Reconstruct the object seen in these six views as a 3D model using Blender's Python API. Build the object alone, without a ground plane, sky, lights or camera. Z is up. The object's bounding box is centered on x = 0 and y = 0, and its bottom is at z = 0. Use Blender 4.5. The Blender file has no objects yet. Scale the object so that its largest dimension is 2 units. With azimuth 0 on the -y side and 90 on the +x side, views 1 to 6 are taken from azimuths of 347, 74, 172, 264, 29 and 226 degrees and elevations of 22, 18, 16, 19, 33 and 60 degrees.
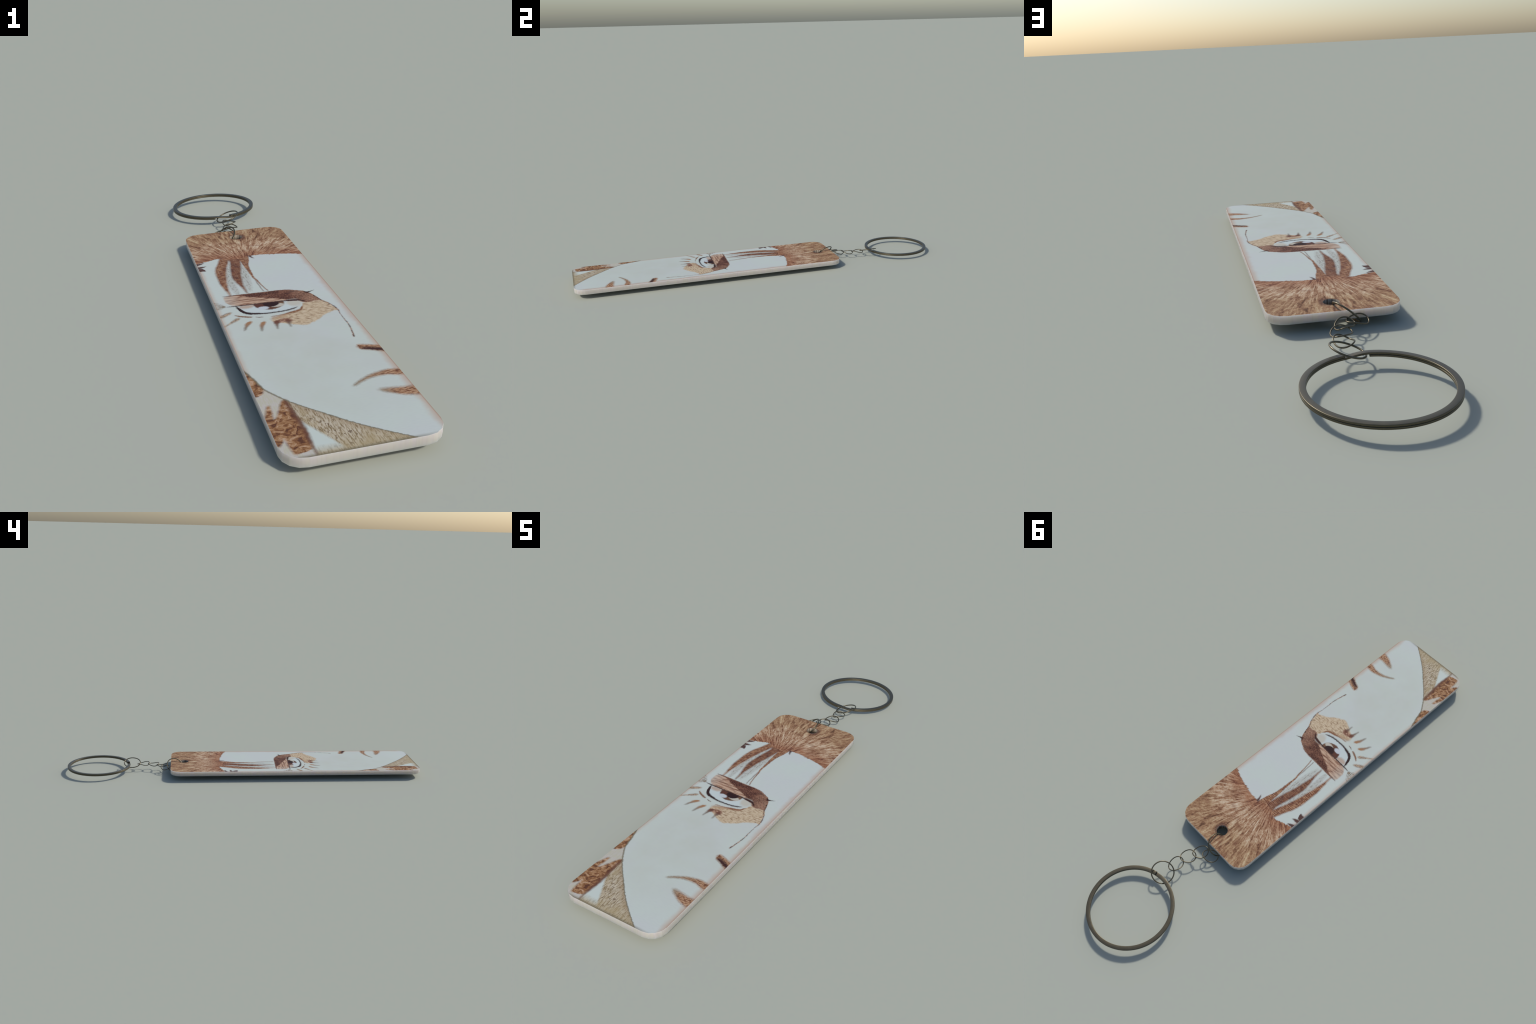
# Wooden key tag with a burnt-in brown and white decoration, a short chain of six
# wire links and a split ring.  Metres, z up, tag long axis along y.
import bpy, bmesh, math
from mathutils import Vector

# ------------------------------------------------------------------ sizes
TAG_X, TAG_Y0, TAG_Y1 = 0.1875, -1.0, 0.42        # half width, front end, back end
TAG_Z0, TAG_Z1 = 0.0245, 0.0495                   # underside, printed side
CORNER_R, CORNER_STEPS = 0.0535, 4
HOLE_Y, HOLE_R = 0.345, 0.0235
RING_C, RING_R, RING_W = Vector((0.0, 0.825, 0.0)), 0.175, 0.0158
COIL_H, COIL_LOW, COIL_HIGH = 0.0055, 0.02630, 0.03215
LINK_WIRE, JUMP_WIRE = 0.0021, 0.0026

# ------------------------------------------------------------------ node helpers
class Nodes:
    def __init__(self, name):
        self.mat = bpy.data.materials.new(name)
        self.mat.use_nodes = True
        self.nt = self.mat.node_tree
        self.nt.nodes.clear()
        self.out = self.nt.nodes.new('ShaderNodeOutputMaterial')
        self.bsdf = self.nt.nodes.new('ShaderNodeBsdfPrincipled')
        self.nt.links.new(self.bsdf.outputs[0], self.out.inputs[0])
        tc = self.nt.nodes.new('ShaderNodeTexCoord')
        self.obj = tc.outputs['Object']

    def put(self, sock, v):
        if isinstance(v, bpy.types.NodeSocket):
            self.nt.links.new(v, sock)
        elif v is not None:
            if isinstance(v, (tuple, list)) and len(v) == 3 and sock.type == 'RGBA':
                v = (*v, 1)
            sock.default_value = v

    def math(self, op, a, b=None, c=None, clamp=False):
        n = self.nt.nodes.new('ShaderNodeMath')
        n.operation = op
        n.use_clamp = clamp
        for s, v in zip(n.inputs, (a, b, c)):
            self.put(s, v)
        return n.outputs[0]

    def remap(self, v, a, b, lo=0.0, hi=1.0, smooth=False):
        n = self.nt.nodes.new('ShaderNodeMapRange')
        n.clamp = True
        if smooth:
            n.interpolation_type = 'SMOOTHSTEP'
        for s, x in zip(n.inputs, (v, a, b, lo, hi)):
            self.put(s, x)
        return n.outputs[0]

    def mix(self, f, a, b, mode='MIX'):
        n = self.nt.nodes.new('ShaderNodeMix')
        n.data_type = 'RGBA'
        n.blend_type = mode
        self.put(n.inputs[0], f)
        self.put(n.inputs[6], a)
        self.put(n.inputs[7], b)
        return n.outputs[2]

    def split(self, v):
        n = self.nt.nodes.new('ShaderNodeSeparateXYZ')
        self.put(n.inputs[0], v)
        return n.outputs

    def join(self, x, y, z=0.0):
        n = self.nt.nodes.new('ShaderNodeCombineXYZ')
        for s, v in zip(n.inputs, (x, y, z)):
            self.put(s, v)
        return n.outputs[0]

    def noise(self, vec, scale=(1, 1, 1), freq=1.0, detail=3.0, rough=0.55, distort=0.0):
        m = self.nt.nodes.new('ShaderNodeMapping')
        m.inputs['Scale'].default_value = scale
        self.put(m.inputs[0], vec)
        n = self.nt.nodes.new('ShaderNodeTexNoise')
        self.put(n.inputs['Vector'], m.outputs[0])
        n.inputs['Scale'].default_value = freq
        n.inputs['Detail'].default_value = detail
        n.inputs['Roughness'].default_value = rough
        n.inputs['Distortion'].default_value = distort
        return n.outputs[0]

    def ramp(self, v, *stops):
        n = self.nt.nodes.new('ShaderNodeValToRGB')
        self.put(n.inputs[0], self.math('MULTIPLY_ADD', v, 1.5, -.25))   # noise clusters round .5
        e = n.color_ramp.elements
        while len(e) < len(stops):
            e.new(0.5)
        for el, (p, c) in zip(e, stops):
            el.position = p
            el.color = (*c, 1)
        return n.outputs[0]

    def curve(self, u, pts, lo, hi):
        """value(u) through (u, value) points, u in 0..1, linear-ish smooth."""
        n = self.nt.nodes.new('ShaderNodeFloatCurve')
        self.put(n.inputs['Value'], u)
        c = n.mapping.curves[0]
        while len(c.points) < len(pts):
            c.points.new(0.5, 0.5)
        for p, (a, b) in zip(c.points, pts):
            p.location = (a, (b - lo) / (hi - lo))
            p.handle_type = 'AUTO_CLAMPED'
        n.mapping.update()
        return self.math('MULTIPLY_ADD', n.outputs[0], hi - lo, lo)

    def stroke(self, along, across, pts, soft=0.006):
        """Mask of a brush stroke: pts are (position along, centre across, half width)."""
        soft *= 1.5
        pts = sorted(pts)
        t0, t1 = pts[0][0], pts[-1][0]
        u = self.remap(along, t0, t1)
        k = [(p[0] - t0) / (t1 - t0) for p in pts]
        cs = [p[1] for p in pts]
        c = self.curve(u, list(zip(k, cs)), min(cs) - .001, max(cs) + .001)
        ws = [p[2] for p in pts]
        w = self.curve(u, list(zip(k, ws)), min(ws) - .0005, max(ws) + .0005)
        d = self.math('ABSOLUTE', self.math('SUBTRACT', across, c))
        side = self.remap(self.math('SUBTRACT', w, d), -soft / 2, soft / 2)
        ends = self.math('MULTIPLY', self.remap(along, t0 - soft / 2, t0 + soft / 2),
                         self.remap(along, t1 + soft / 2, t1 - soft / 2))
        return self.math('MULTIPLY', side, ends)

    def disc(self, x, y, cx, cy, rx, ry, soft=0.2):
        a = self.math('DIVIDE', self.math('SUBTRACT', x, cx), rx)
        b = self.math('DIVIDE', self.math('SUBTRACT', y, cy), ry)
        r = self.math('SQRT', self.math('ADD', self.math('MULTIPLY', a, a), self.math('MULTIPLY', b, b)))
        return self.remap(r, 1 + soft / 2, 1 - soft / 2)

# ------------------------------------------------------------------ materials
WHITE, DIM, LILAC = (.496, .545, .500), (.460, .487, .425), (.498, .528, .508)
DARK, UMBER, RUST = (.042, .017, .014), (.120, .050, .032), (.300, .130, .066)
OCHRE, TAN, CREAM = (.360, .205, .110), (.500, .395, .268), (.560, .435, .318)
OLIVE = (.150, .130, .085)


def printed_material():
    n = Nodes('burnt_print')
    raw = n.obj
    # hand-drawn wobble of every edge
    wob = n.noise(raw, freq=90, detail=2)
    wob2 = n.noise(raw, scale=(1, 1, 1), freq=140, detail=1, distort=1.0)
    X0, Y0, _ = n.split(raw)
    X = n.math('ADD', X0, n.math('MULTIPLY_ADD', wob, .005, -.0025))
    Y = n.math('ADD', Y0, n.math('MULTIPLY_ADD', wob2, .006, -.003))

    # pale whitewashed ground with faint patches and cross grain
    patch = n.noise(raw, freq=7, detail=2)
    patch2 = n.noise(n.join(Y0, X0, 3.0), freq=9, detail=2)
    grain = n.noise(raw, scale=(60, 420, 1), freq=1, detail=3)
    col = n.mix(n.remap(patch, .42, .66), WHITE, LILAC)
    dim = n.math('MULTIPLY', n.remap(patch2, .30, .70, .3, .9),
                 n.disc(X0, Y0, -.05, -.60, .22, .26, 1.4))
    col = n.mix(dim, col, DIM)
    col = n.mix(n.remap(grain, .42, .72, 0, .30), col, (.43, .465, .435))

    # scorched rim
    rimn = n.noise(raw, freq=30, detail=2)
    rw = n.math('MULTIPLY_ADD', rimn, .022, .013)
    right = n.remap(n.math('SUBTRACT', TAG_X, X0), 0, rw, 1, 0, smooth=True)
    left = n.remap(n.math('ADD', X0, TAG_X), 0, n.math('MULTIPLY', rw, .7), .7, 0, smooth=True)
    col = n.mix(n.math('MULTIPLY', n.math('MAXIMUM', right, left), .75), col, (.44, .315, .235))
    thin = n.remap(n.math('SUBTRACT', TAG_X, n.math('ABSOLUTE', X0)), .0, .004, .75, 0)
    col = n.mix(thin, col, (.33, .20, .14))

    # grain for all brown fills
    fib = n.noise(raw, scale=(330, 110, 1), freq=1, detail=3, rough=.65)
    fleck = n.noise(raw, freq=170, detail=2)
    brown = n.ramp(n.math('ADD', n.math('MULTIPLY', fib, .75), n.math('MULTIPLY', fleck, .25)),
                   (.30, DARK), (.43, UMBER), (.52, RUST), (.66, OCHRE), (.80, (.47, .29, .18)))
    darkbrown = n.mix(.55, brown, UMBER)

    # ---- lower corner: hatched panel below one long sweeping curve
    sweep = [(-1.0, .107), (-.995, .101), (-.962, .058), (-.922, .010), (-.862, -.050), (-.785, -.120),
             (-.744, -.148), (-.722, -.160), (-.669, -.174), (-.620, -.190)]
    sw_u = n.remap(Y, -1.0, -.62)
    g = n.curve(sw_u, [((y + 1) / .38, x) for y, x in sweep], -.2, .12)
    inside = n.math('MULTIPLY', n.remap(n.math('SUBTRACT', g, X), -.0015, .0015), n.remap(Y, -.612, -.622))
    hatch = n.noise(raw, scale=(260, 42, 1), freq=1, detail=2, rough=.6)
    dots = n.noise(raw, scale=(150, 75, 1), freq=1, detail=1)
    panel = n.ramp(hatch, (.33, (.22, .165, .095)), (.46, (.39, .325, .225)), (.60, (.47, .41, .31)))
    panel = n.mix(n.remap(dots, .60, .68, 0, .8), panel, (.12, .078, .045))
    panel = n.mix(n.remap(n.noise(raw, scale=(26, 20, 1), freq=1, detail=2), .50, .66, 0, .55), panel, (.33, .255, .14))
    panel = n.mix(n.remap(n.math('SUBTRACT', g, X), .03, .0, 0, .45), panel, (.26, .18, .105))
    panel = n.mix(n.remap(Y, -.94, -1.0, 0, .55), panel, (.36, .29, .16))
    col = n.mix(inside, col, panel)
    # white wedge
    wedge = n.stroke(Y, X, [(-1.0, -.080, .036), (-.971, -.088, .028), (-.924, -.100, .015), (-.873, -.114, .001)])
    wedge = n.math('MULTIPLY', wedge, n.remap(Y, -.995, -.965))
    col = n.mix(wedge, col, WHITE)
    # pale area and brown flap on the left of the panel
    flapside = n.stroke(Y, X, [(-1.0, -.152, .037), (-.911, -.152, .037), (-.840, -.157, .035), (-.780, -.160, .034), (-.735, -.178, .030), (-.72, -.19, .02)])
    flapside = n.math('MULTIPLY', flapside, inside)
    col = n.mix(flapside, col, n.mix(n.remap(hatch, .4, .6), (.46, .43, .39), (.44, .42, .33)))
    flap = n.stroke(Y, X, [(-.985, -.155, .004), (-.968, -.140, .024), (-.935, -.140, .026), (-.911, -.146, .034),
                           (-.870, -.152, .036), (-.845, -.141, .022), (-.815, -.135, .014), (-.780, -.127, .006)])
    flap = n.math('MAXIMUM', flap, n.stroke(Y, X, [(-.95, -.186, .006), (-.90, -.184, .022), (-.85, -.180, .012), (-.815, -.172, .007), (-.795, -.169, .004)]))
    swirl = n.noise(raw, scale=(34, 48, 1), freq=1, detail=4, rough=.65, distort=1.2)
    flapcol = n.ramp(swirl, (.33, (.10, .042, .026)), (.46, (.215, .098, .044)), (.58, (.33, .185, .09)), (.74, (.46, .31, .21)))
    col = n.mix(flap, col, flapcol)
    seam = n.stroke(Y, X, [(-1.0, -.114, .0016), (-.967, -.116, .003), (-.911, -.115, .006), (-.840, -.121, .006), (-.780, -.125, .005)])
    col = n.mix(n.math('MULTIPLY', seam, .85), col, UMBER)
    leaf = n.math('MULTIPLY', n.stroke(Y, X, [(-.752, -.187, .004), (-.735, -.180, .016), (-.70, -.176, .018), (-.65, -.187, .012), (-.62, -.19, .01)]), inside)
    col = n.mix(leaf, col, flapcol)
    rimline = n.remap(n.math('ABSOLUTE', n.math('SUBTRACT', g, X)), .0045, .0015)
    col = n.mix(n.math('MULTIPLY', n.math('MULTIPLY', rimline, n.remap(Y, -.612, -.622)), .75), col, OLIVE)
    front = n.remap(n.math('ADD', Y0, 1.0), .0, .012, .8, 0, smooth=True)
    col = n.mix(n.math('MULTIPLY', front, n.remap(X0, .15, .09, .35, 1)), col, OLIVE)

    # ---- plume of three tapering strokes
    wash = n.noise(raw, scale=(200, 60, 1), freq=1, detail=2)
    wc = n.mix(n.remap(wash, .50, .64), (.405, .41, .37), (.24, .22, .185))
    for pts in ([(.08, -.040, .003), (.02, -.044, .011), (-.04, -.050, .013), (-.10, -.056, .011), (-.16, -.060, .003)],
                [(.09, -.078, .003), (.03, -.094, .007), (-.04, -.104, .010), (-.10, -.106, .011), (-.17, -.102, .002)]):
        col = n.mix(n.math('MULTIPLY', n.stroke(Y, X, pts, .008), .8), col, wc)
    bar = n.noise(raw, scale=(45, 260, 1), freq=1, detail=2, rough=.6)
    plume = n.ramp(bar, (.34, (.10, .04, .03)), (.46, (.20, .085, .045)), (.58, (.29, .14, .065)), (.70, (.42, .26, .16)))
    lengthwise = n.noise(raw, scale=(240, 22, 1), freq=1, detail=2, rough=.6)
    plume = n.mix(n.remap(lengthwise, .50, .66, 0, .5), plume, (.42, .27, .175))
    tone = n.noise(raw, scale=(30, 34, 1), freq=1, detail=2)
    plume = n.mix(n.remap(tone, .45, .65, 0, .65), plume, (.15, .058, .036))
    deep = n.mix(n.remap(tone, .38, .60, .75, .1), plume, (.075, .028, .024))
    col = n.mix(n.stroke(Y, X, [(.145, -.085, .018), (.10, -.098, .019), (.06, -.112, .020), (.01, -.122, .018), (-.04, -.127, .0145),
                                (-.08, -.130, .0115), (-.12, -.130, .007), (-.16, -.128, .003), (-.20, -.131, .002)]), col, plume)
    col = n.mix(n.stroke(Y, X, [(.14, -.050, .030), (.09, -.056, .019), (.05, -.064, .019), (.0, -.073, .017), (-.04, -.078, .0155),
                                (-.08, -.0785, .0105), (-.12, -.075, .005), (-.168, -.073, .002)]), col, deep)
    col = n.mix(n.stroke(Y, X, [(.14, -.020, .022), (.09, -.022, .014), (.055, -.026, .009), (.01, -.0265, .006), (-.03, -.0265, .004),
                                (-.08, -.021, .003), (-.12, -.016, .002), (-.170, -.006, .0018)], .003), col, plume)
    col = n.mix(n.math('MULTIPLY', n.stroke(Y, X, [(-.07, -.026, .0008), (-.12, -.024, .0016), (-.168, -.021, .0014)], .003), .8), col, UMBER)

    # ---- almond motif: tan field, lid, rim, disc, petals
    speck = n.noise(raw, scale=(60, 170, 1), freq=1, detail=3, rough=.6)
    field = n.ramp(speck, (.32, (.28, .19, .12)), (.42, (.44, .335, .215)), (.55, TAN), (.68, (.54, .44, .31)))
    fieldm = n.stroke(X, Y, [(-.048, -.376, .006), (-.020, -.378, .022), (.013, -.3815, .0385), (.041, -.380, .049), (.058, -.370, .050),
                             (.074, -.3485, .0635), (.106, -.333, .052), (.127, -.3275, .0455), (.149, -.350, .016), (.157, -.362, .002)], .005)
    col = n.mix(fieldm, col, field)
    lid = n.stroke(X, Y, [(-.152, -.200, .020), (-.135, -.208, .034), (-.10, -.211, .040), (-.02, -.215, .040), (.03, -.2175, .0405), (.055, -.224, .042),
                          (.075, -.238, .046), (.107, -.2505, .033), (.122, -.268, .016), (.129, -.280, .001)], .004)
    along = n.noise(raw, scale=(24, 130, 1), freq=1, detail=3, rough=.6)
    lidcol = n.ramp(along, (.28, (.15, .065, .04)), (.46, (.37, .225, .15)), (.66, (.49, .345, .24)))
    lidcol = n.mix(n.remap(X, -.10, -.15, 0, .6), lidcol, (.48, .43, .36))
    col = n.mix(lid, col, lidcol)
    cross = n.noise(raw, scale=(190, 210, 1), freq=1, detail=2, rough=.7)
    shade = n.ramp(n.math('ADD', n.math('MULTIPLY', cross, .6), n.math('MULTIPLY', n.noise(raw, scale=(26, 40, 1), freq=1, detail=3), .4)),
                   (.30, (.040, .017, .015)), (.48, (.105, .044, .030)), (.70, (.25, .120, .075)))
    shade = n.mix(n.remap(X, .05, .115, 0, .55), shade, n.ramp(cross, (.32, (.10, .04, .026)), (.55, (.30, .155, .095)), (.75, (.42, .27, .18))))
    lids = n.stroke(X, Y, [(-.152, -.172, .0015), (-.107, -.1745, .004), (-.071, -.186, .014), (-.023, -.198, .023), (.033, -.213, .036),
                           (.060, -.2255, .039), (.078, -.2385, .0455), (.107, -.2505, .033), (.122, -.268, .016), (.129, -.280, .001)], .004)
    col = n.mix(n.math('MULTIPLY', lids, n.remap(X, .04, .11, 1, .72)), col, shade)
    col = n.mix(n.math('MULTIPLY', n.stroke(X, Y, [(-.145, -.222, .001), (-.10, -.213, .003), (-.06, -.222, .003), (-.02, -.246, .001)]), .6), col, UMBER)

    under = n.remap(Y, -.250, -.256)
    socket = n.math('MULTIPLY', n.stroke(X, Y, [(-.122, -.262, .010), (-.10, -.278, .028), (-.04, -.288, .036), (.01, -.286, .036), (.045, -.278, .028), (.062, -.270, .014)], .006), under)
    col = n.mix(socket, col, (.49, .545, .53))
    corner = n.math('MULTIPLY', n.stroke(X, Y, [(.022, -.275, .006), (.045, -.278, .024), (.068, -.276, .012)], .012), .7)
    col = n.mix(corner, col, (.45, .40, .31))
    col = n.mix(n.math('MULTIPLY', n.stroke(X, Y, [(-.122, -.262, .004), (-.10, -.264, .012), (-.07, -.260, .004)], .008), .8), col, (.40, .28, .20))
    iris = n.math('MULTIPLY', n.disc(X, Y, -.028, -.258, .047, .045, .12), under)
    col = n.mix(iris, col, n.mix(n.remap(X, -.05, .01), (.10, .040, .028), (.15, .085, .05)))
    col = n.mix(n.math('MULTIPLY', n.disc(X, Y, -.006, -.279, .021, .012, .35), under), col, (.46, .43, .36))
    col = n.mix(n.math('MULTIPLY', n.disc(X, Y, -.022, -.262, .025, .022, .2), under), col, (.030, .014, .014))
    col = n.mix(n.disc(X, Y, -.052, -.287, .017, .011, .4), col, (.47, .50, .52))
    col = n.mix(n.stroke(X, Y, [(-.155, -.248, .001), (-.12, -.250, .003), (-.04, -.2535, .003), (.02, -.257, .004), (.055, -.261, .006), (.075, -.272, .005), (.082, -.28, .001)], .003), col, (.05, .022, .018))
    rimm = n.stroke(X, Y, [(-.1285, -.258, .010), (-.122, -.276, .015), (-.113, -.296, .0115), (-.10, -.310, .0075), (-.073, -.319, .005), (-.039, -.3245, .0035),
                           (.003, -.3235, .0035), (.030, -.317, .0035), (.048, -.310, .001)], .004)
    col = n.mix(rimm, col, (.034, .017, .016))
    col = n.mix(n.stroke(X, Y, [(-.143, -.311, .003), (-.128, -.322, .005), (-.105, -.333, .004), (-.095, -.335, .0005)], .004), col, (.20, .105, .06))
    col = n.mix(n.stroke(X, Y, [(-.088, -.338, .0008), (-.078, -.342, .002), (-.066, -.345, .0005)], .003), col, UMBER)
    col = n.mix(n.stroke(X, Y, [(-.044, -.349, .0012), (-.012, -.347, .0026), (.018, -.340, .005), (.045, -.333, .006), (.058, -.320, .006), (.064, -.308, .003)], .004), col, (.22, .105, .055))
    # small blotches beside the rim
    col = n.mix(n.math('MULTIPLY', n.stroke(X, Y, [(-.048, -.365, .006), (-.03, -.358, .007), (-.005, -.352, .005), (.01, -.35, .001)], .008), .8), col, (.36, .215, .11))
    col = n.mix(n.math('MULTIPLY', n.stroke(X, Y, [(-.046, -.390, .007), (-.03, -.385, .011), (-.01, -.382, .012), (.008, -.386, .008)], .006), .9), col, n.mix(n.remap(fleck, .45, .6), (.16, .065, .04), (.38, .22, .15)))
    # petals: six tapering drops fanned below the almond
    drops_y = ([(-.380, -.002, .004), (-.390, -.003, .007), (-.405, -.005, .004), (-.428, -.006, .0018)],
               [(-.378, -.034, .004), (-.390, -.037, .008), (-.405, -.041, .005), (-.430, -.045, .0018)],
               [(-.372, -.071, .003), (-.384, -.077, .008), (-.402, -.084, .006), (-.430, -.091, .0018)],
               [(-.360, -.108, .003), (-.370, -.115, .009), (-.388, -.126, .006), (-.414, -.137, .0018)])
    drops_x = ([(-.190, -.376, .003), (-.172, -.362, .004), (-.155, -.347, .007), (-.143, -.339, .008), (-.132, -.334, .002)],
               [(-.190, -.312, .007), (-.174, -.304, .009), (-.160, -.295, .008), (-.148, -.289, .003)])
    for i, p in enumerate(drops_y):
        body = n.stroke(Y, X, p, .005)
        tone = n.remap(Y, p[-1][0] + .012, p[1][0])
        col = n.mix(body, col, n.mix(tone, (.21, .185, .15), (.31, .165, .085) if i > 1 else (.14, .06, .04)))
    for p in drops_x:
        col = n.mix(n.math('MULTIPLY', n.stroke(X, Y, p, .006), .9), col, n.mix(n.remap(fleck, .42, .58), (.19, .125, .085), (.40, .275, .17)))
    # tuft on the left edge
    tuft = n.stroke(X, Y, [(-.19, -.232, .030), (-.175, -.236, .022), (-.163, -.240, .010), (-.155, -.246, .001)], .006)
    col = n.mix(n.math('MULTIPLY', tuft, n.remap(bar, .40, .52, 1, .2)), col, (.20, .15, .10))

    # ---- thin contour, flick and the marks on the right edge
    col = n.mix(n.stroke(Y, X, [(-.215, .106, .002), (-.250, .119, .0024), (-.285, .129, .0022), (-.324, .148, .0018), (-.363, .155, .0018), (-.400, .1525, .0008),
                                (-.441, .1525, .0013), (-.490, .149, .0018), (-.536, .140, .0026)], .003), col, n.mix(n.remap(n.noise(raw, freq=130, detail=1), .42, .55), DARK, (.30, .17, .11)))
    col = n.mix(n.stroke(X, Y, [(.098, -.212, .005), (.110, -.217, .004), (.120, -.213, .002), (.132, -.208, .0008)], .003), col, DARK)
    edgegrain = n.noise(raw, scale=(70, 240, 1), freq=1, detail=3, rough=.6)
    edgecol = n.ramp(edgegrain, (.34, (.14, .06, .035)), (.48, (.29, .15, .08)), (.62, (.42, .265, .16)))
    dk = n.stroke(X, Y, [(.1275, -.592, .006), (.134, -.594, .014), (.155, -.602, .0165), (.192, -.619, .019)], .007)
    col = n.mix(dk, col, n.mix(n.stroke(X, Y, [(.135, -.600, .003), (.150, -.607, .008), (.178, -.618, .009), (.192, -.626, .004)], .008), edgecol, (.05, .022, .02)))
    col = n.mix(n.stroke(X, Y, [(.049, -.769, .0015), (.060, -.763, .005), (.080, -.751, .006), (.112, -.738, .008), (.148, -.733, .012), (.175, -.738, .015), (.192, -.741, .014)], .007),
                col, n.mix(n.remap(X, .06, .15), (.24, .185, .125), edgecol))
    col = n.mix(n.stroke(X, Y, [(.1005, -.803, .003), (.110, -.807, .008), (.125, -.812, .012), (.155, -.823, .018), (.192, -.829, .021)], .009),
                col, n.mix(n.remap(X, .105, .14), (.28, .23, .165), edgecol))

    # ---- furry band at the hole end
    rx = n.math('ADD', X0, .030)
    ry = n.math('SUBTRACT', Y0, .055)
    ang = n.math('ARCTAN2', rx, ry)
    rad = n.math('SQRT', n.math('ADD', n.math('MULTIPLY', rx, rx), n.math('MULTIPLY', ry, ry)))
    pol = n.join(ang, rad, 0.0)
    fur = n.noise(pol, scale=(15, 13, 1), freq=1, detail=5, rough=.68, distort=.7)
    strand = n.noise(pol, scale=(42, 24, 1), freq=1, detail=3, rough=.6, distort=.4)
    big = n.noise(raw, scale=(18, 24, 1), freq=1, detail=2)
    jag = n.noise(pol, scale=(60, 3, 1), freq=1, detail=2)
    u = n.remap(X0, -.19, .19)
    edge = n.curve(u, [((x + .19) / .38, y) for x, y in
                       [(-.19, .118), (-.165, .126), (-.136, .136), (-.102, .144), (-.080, .132), (-.044, .124), (-.004, .137),
                        (.027, .140), (.085, .130), (.137, .119), (.175, .103), (.19, .096)]], .09, .15)
    edge = n.math('ADD', edge, n.math('MULTIPLY_ADD', jag, -.018, .009))
    h = n.math('SUBTRACT', Y0, edge)
    band = n.remap(h, -.0015, .0025)
    nub = n.noise(raw, scale=(95, 120, 1), freq=1, detail=3, rough=.7)
    mixv = n.math('ADD', n.math('ADD', n.math('MULTIPLY', fur, .50), n.math('MULTIPLY', strand, .28)), n.math('MULTIPLY', nub, .22))
    low = n.ramp(mixv, (.36, (.095, .036, .026)), (.45, (.20, .082, .046)), (.53, (.31, .150, .080)), (.63, (.43, .265, .165)))
    mid = n.ramp(mixv, (.33, (.10, .042, .026)), (.43, (.26, .130, .070)), (.51, (.415, .270, .165)), (.62, (.55, .435, .31)))
    top = n.ramp(mixv, (.34, (.10, .048, .028)), (.45, (.245, .130, .070)), (.55, (.37, .235, .130)), (.68, (.53, .42, .26)))
    furcol = n.mix(n.remap(n.math('ADD', h, n.math('MULTIPLY_ADD', big, .08, -.04)), .022, .075), low, mid)
    furcol = n.mix(n.remap(n.math('ADD', h, n.math('MULTIPLY_ADD', big, .16, -.08)), .12, .19), furcol, top)
    furcol = n.mix(n.remap(big, .55, .68, 0, .6), furcol, n.mix(.5, low, UMBER))
    furcol = n.mix(n.remap(nub, .62, .70, 0, .7), furcol, (.12, .06, .04))
    col = n.mix(band, col, furcol)
    # stray dark tips
    for ax, pts in (('x', [(-.19, .112, .010), (-.175, .116, .006), (-.160, .121, .001)]),
                    ('x', [(-.19, .082, .009), (-.176, .085, .007), (-.158, .090, .001)]),
                    ('x', [(-.19, .062, .012), (-.180, .062, .013), (-.170, .056, .009), (-.166, .05, .001)]),
                    ('y', [(.112, .014, .001), (.125, .009, .0035), (.145, .004, .006)])):
        a, b = (X, Y) if ax == 'x' else (Y, X)
        col = n.mix(n.stroke(a, b, pts, .004), col, (.085, .045, .038))
    # scorch around the hole
    dx = n.math('SUBTRACT', X0, .004)
    dy = n.math('SUBTRACT', Y0, HOLE_Y)
    rr = n.math('SQRT', n.math('ADD', n.math('MULTIPLY', dx, dx), n.math('MULTIPLY', dy, dy)))
    col = n.mix(n.remap(rr, HOLE_R - .001, HOLE_R + .011, .7, 0, smooth=True), col, (.10, .058, .045))

    n.put(n.bsdf.inputs['Base Color'], col)
    n.bsdf.inputs['Roughness'].default_value = .7
    n.bsdf.inputs['Specular IOR Level'].default_value = .1
    return n.mat


def wood_material():
    n = Nodes('pale_plywood')
    X, Y, Z = n.split(n.obj)
    s = n.noise(n.join(n.math('ADD', X, Y), n.math('SUBTRACT', X, Y), 0.0), scale=(22, 22, 1), freq=1, detail=3)
    f = n.noise(n.obj, scale=(160, 160, 8), freq=1, detail=2)
    col = n.ramp(s, (.38, (.415, .378, .352)), (.5, (.420, .392, .345)), (.62, (.418, .378, .362)))
    col = n.mix(n.remap(f, .5, .75, 0, .3), col, (.33, .295, .26))
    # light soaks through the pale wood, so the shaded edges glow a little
    n.bsdf.subsurface_method = 'RANDOM_WALK'
    n.bsdf.inputs['Subsurface Weight'].default_value = 1.0
    n.bsdf.inputs['Subsurface Radius'].default_value = (1, .85, .7)
    n.bsdf.inputs['Subsurface Scale'].default_value = .12
    n.put(n.bsdf.inputs['Base Color'], col)
    n.bsdf.inputs['Roughness'].default_value = .65
    n.bsdf.inputs['Specular IOR Level'].default_value = .25
    return n.mat


def bore_material():
    n = Nodes('scorched_bore')
    s = n.noise(n.obj, scale=(220, 220, 6), freq=1, detail=2)
    n.put(n.bsdf.inputs['Base Color'], n.ramp(s, (.36, (.13, .095, .065)), (.5, (.21, .165, .12)), (.66, (.32, .27, .205))))
    n.bsdf.inputs['Roughness'].default_value = .7
    return n.mat


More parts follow.
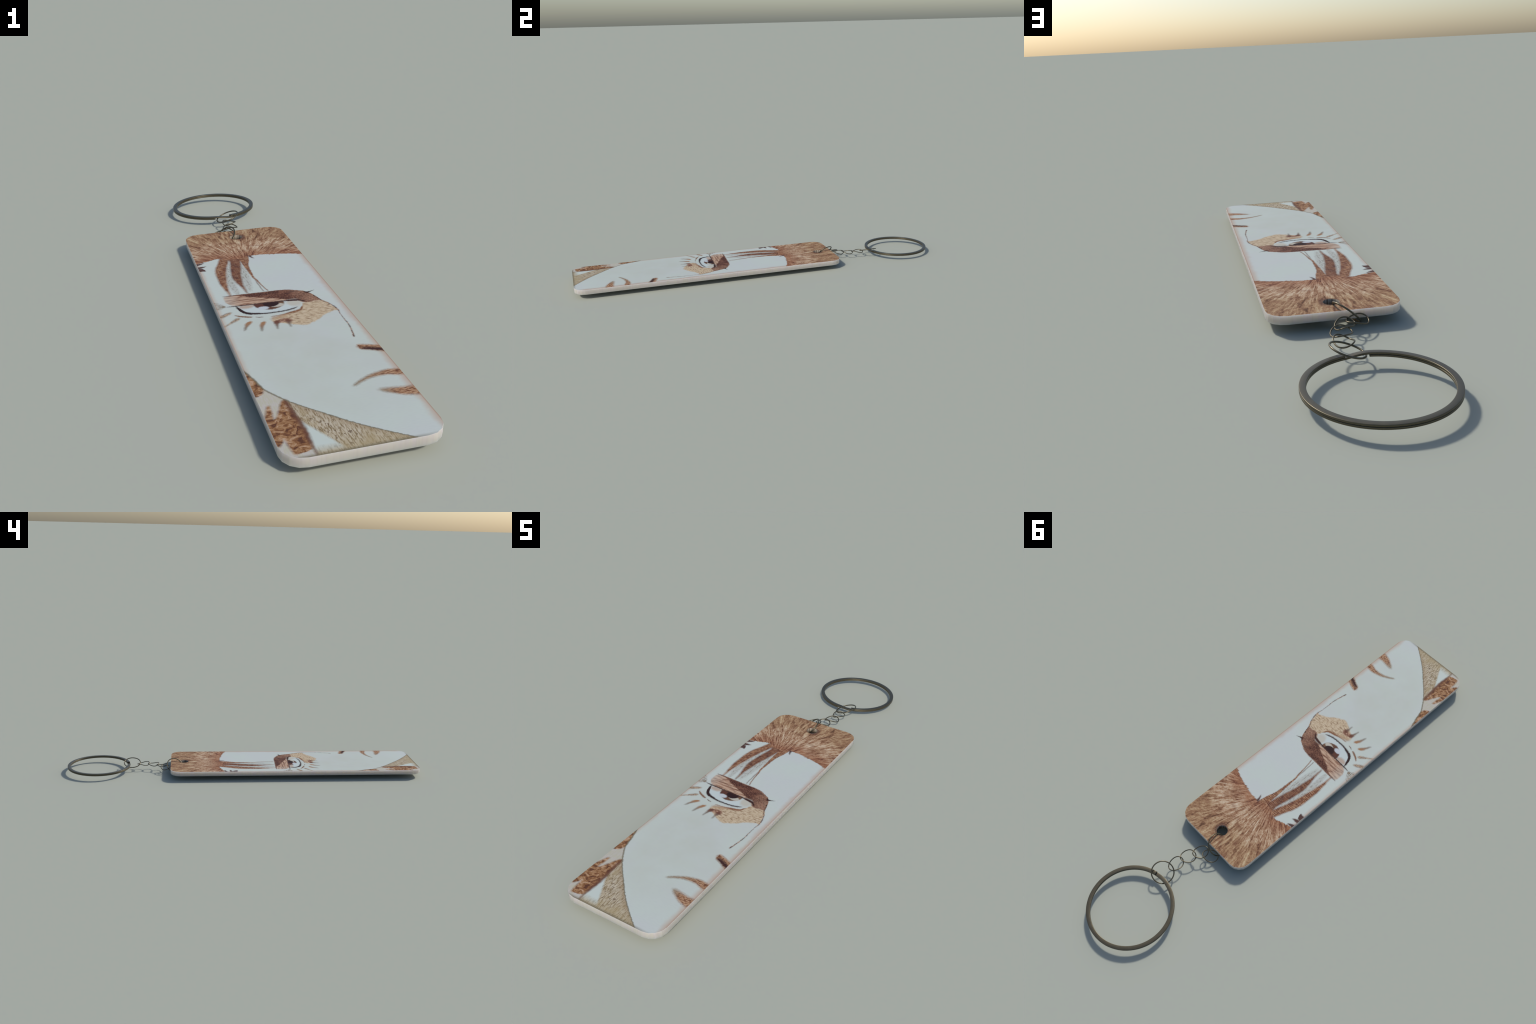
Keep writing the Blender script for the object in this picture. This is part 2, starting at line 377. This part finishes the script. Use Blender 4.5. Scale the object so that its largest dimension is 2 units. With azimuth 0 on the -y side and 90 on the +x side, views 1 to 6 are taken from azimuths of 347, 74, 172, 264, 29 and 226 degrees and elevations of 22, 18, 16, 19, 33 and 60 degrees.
def bronze_material():
    n = Nodes('antique_bronze')
    s = n.noise(n.obj, freq=60, detail=3)
    n.put(n.bsdf.inputs['Base Color'], n.mix(s, (.105, .090, .058), (.130, .112, .074)))
    n.bsdf.inputs['Metallic'].default_value = .75
    n.put(n.bsdf.inputs['Roughness'], n.remap(s, .3, .7, .33, .40))
    return n.mat

# ------------------------------------------------------------------ geometry
def tag_outline(inset=0.0):
    """Rounded rectangle, counter-clockwise, facetted corners as on the original."""
    x, y0, y1, r = TAG_X - inset, TAG_Y0 + inset, TAG_Y1 - inset, CORNER_R
    pts = []
    for cx, cy, a0 in ((x - r, y0 + r, -90), (x - r, y1 - r, 0), (-x + r, y1 - r, 90), (-x + r, y0 + r, 180)):
        for i in range(CORNER_STEPS + 1):
            a = math.radians(a0 + 90 * i / CORNER_STEPS)
            pts.append((cx + r * math.cos(a), cy + r * math.sin(a)))
    return pts


def hole_outline(seg=40):
    return [(HOLE_R * math.cos(2 * math.pi * i / seg), HOLE_Y + HOLE_R * math.sin(2 * math.pi * i / seg)) for i in range(seg)]


def plate(name, z0, z1, inset, wall_slot, bore_slot, mats):
    """Drilled plate: outline and hole bridged by filled caps, with walls."""
    bm = bmesh.new()
    loops = {}
    for key, z in (('a', z0), ('b', z1)):
        o = [bm.verts.new((x, y, z)) for x, y in tag_outline(inset)]
        h = [bm.verts.new((x, y, z)) for x, y in hole_outline()]
        edges = [bm.edges.new((l[i], l[(i + 1) % len(l)])) for l in (o, h) for i in range(len(l))]
        bmesh.ops.triangle_fill(bm, edges=edges, use_beauty=True, normal=(0, 0, 1 if key == 'b' else -1))
        loops[key] = (o, h)
    for f in bm.faces:
        f.material_index = 2 if f.calc_center_median().z > (z0 + z1) / 2 else 0
    for k, slot in ((0, wall_slot), (1, bore_slot)):
        lo, hi = loops['a'][k], loops['b'][k]
        for i in range(len(lo)):
            j = (i + 1) % len(lo)
            f = bm.faces.new((lo[i], lo[j], hi[j], hi[i]))
            f.material_index = slot
            f.smooth = (k == 1)
    bmesh.ops.recalc_face_normals(bm, faces=bm.faces)
    me = bpy.data.meshes.new(name)
    bm.to_mesh(me)
    bm.free()
    for m in mats:
        me.materials.append(m)
    return bpy.data.objects.new(name, me)


def sweep(name, path, frames, section, closed, mat):
    """Carry a closed section (list of (a, b)) along a path with (side, up) frames."""
    bm = bmesh.new()
    rings = [[bm.verts.new(p + s * a + u * b) for a, b in section] for p, (s, u) in zip(path, frames)]
    m = len(section)
    n = len(rings)
    for i in range(n if closed else n - 1):
        A, B = rings[i], rings[(i + 1) % n]
        for k in range(m):
            f = bm.faces.new((A[k], A[(k + 1) % m], B[(k + 1) % m], B[k]))
            f.smooth = True
    if not closed:
        bm.faces.new(rings[0])
        bm.faces.new(list(reversed(rings[-1])))
    bmesh.ops.recalc_face_normals(bm, faces=bm.faces)
    me = bpy.data.meshes.new(name)
    bm.to_mesh(me)
    bm.free()
    me.materials.append(mat)
    return me


def wire_loop(name, centre, a1, b1, a2, b2, wire, mat, seg=96, sides=12):
    """Bent wire loop: an ellipse (a1, b1) with a second-order bend (a2, b2)."""
    c, a1, b1, a2, b2 = map(Vector, (centre, a1, b1, a2, b2))
    nrm = a1.cross(b1).normalized()
    path, frames = [], []
    for i in range(seg):
        t = 2 * math.pi * i / seg
        path.append(c + a1 * math.cos(t) + b1 * math.sin(t) + a2 * math.cos(2 * t) + b2 * math.sin(2 * t))
        tan = (-a1 * math.sin(t) + b1 * math.cos(t) - 2 * a2 * math.sin(2 * t) + 2 * b2 * math.cos(2 * t)).normalized()
        side = tan.cross(nrm).normalized()
        frames.append((side, side.cross(tan).normalized()))
    sec = [(wire * math.cos(2 * math.pi * k / sides), wire * math.sin(2 * math.pi * k / sides)) for k in range(sides)]
    ob = bpy.data.objects.new(name, sweep(name, path, frames, sec, True, mat))
    return ob


def circle_axes(normal, r):
    n = Vector(normal).normalized()
    u = n.cross(Vector((0, 1, 0))).normalized()
    return u * r, n.cross(u) * r


def rounded_section(w, h, r, steps=4):
    pts = []
    for cx, cy, a0 in ((w / 2 - r, h / 2 - r, 0), (-w / 2 + r, h / 2 - r, 90), (-w / 2 + r, -h / 2 + r, 180), (w / 2 - r, -h / 2 + r, 270)):
        for i in range(steps + 1):
            a = math.radians(a0 + 90 * i / steps)
            pts.append((cx + r * math.cos(a), cy + r * math.sin(a)))
    return pts


def split_ring(mat):
    """Two flat coils: upper coil ends at one side of the gap, crosses down, lower coil ends at the other."""
    mid = RING_R - RING_W / 2
    a_top = math.asin(0.042 / mid)             # angles measured from -y, toward +x
    a_low = math.asin(-0.021 / mid)
    total = 4 * math.pi - (a_top - a_low)       # upper coil, crossing, lower coil
    cross0 = 2 * math.pi + a_low                # start and end of the crossing
    cross1 = 2 * math.pi + a_top
    n = 420
    path, frames = [], []
    for i in range(n + 1):
        a = a_top + (4 * math.pi + a_low - a_top) * i / n
        k = min(max((a - cross0) / (cross1 - cross0), 0), 1)
        k = k * k * (3 - 2 * k)
        z = COIL_HIGH + (COIL_LOW - COIL_HIGH) * k
        rad = Vector((math.sin(a), -math.cos(a), 0))
        path.append(Vector((RING_C.x, RING_C.y, z)) + rad * mid)
        frames.append((rad, Vector((0, 0, 1))))
    sec = rounded_section(RING_W, COIL_H, .0013)
    return bpy.data.objects.new('split_ring', sweep('split_ring', path, frames, sec, False, mat))


def build():
    col = bpy.context.scene.collection
    wood, bore, ink, bronze = wood_material(), bore_material(), printed_material(), bronze_material()

    root = bpy.data.objects.new('keychain', None)
    root.empty_display_size = .1
    root['label'] = 'pale wooden key tag with brown burnt decoration, chain and ring'
    root['category'] = 'keychain'
    col.objects.link(root)

    tag = plate('tag', TAG_Z0, TAG_Z1, 0.0, 0, 1, [wood, bore, ink])
    ring = split_ring(bronze)

    # wire links from the tag to the ring; loops B..E are bent out of plane
    jumpA = circle_axes((.653, .292, -.698), .0457)
    jumpF = circle_axes((.327, .014, -.945), .0456)
    zero = (0, 0, 0)
    links = [
        wire_loop('jump_ring', (-.0310, .3970, .0353), *jumpA, zero, zero, JUMP_WIRE, bronze),
        wire_loop('chain_link', (-.0484, .4516, .0323), (.0295, .0147, .0019), (-.0107, .0221, -.0044), (.0001, .0011, 0), (-.0020, -.0012, .0036), LINK_WIRE, bronze),
        wire_loop('chain_link', (-.0072, .4716, .0319), (.0223, -.0137, -.0012), (.0171, .0278, -.0034), (.0008, .0013, -.0014), (-.0010, .0018, -.0043), LINK_WIRE, bronze),
        wire_loop('chain_link', (.0127, .5187, .0319), (.0196, .0256, -.0019), (.0216, -.0165, .0013), (.0004, .0006, .0001), (.0001, -.0009, -.0043), LINK_WIRE, bronze),
        wire_loop('chain_link', (.0193, .5761, .0316), (.0256, .0007, .0013), (-.0006, .0332, -.0016), (.0012, -.0013, -.0003), (.0011, .0016, -.0046), LINK_WIRE, bronze),
        wire_loop('jump_ring', (.0261, .6411, .0357), *jumpF, zero, zero, JUMP_WIRE, bronze),
    ]
    chain = bpy.data.objects.new('chain', None)
    chain.empty_display_size = .05
    col.objects.link(chain)
    chain.parent = root
    for o in (tag, ring):
        col.objects.link(o)
        o.parent = root
    for o in links:
        col.objects.link(o)
        o.parent = chain


build()
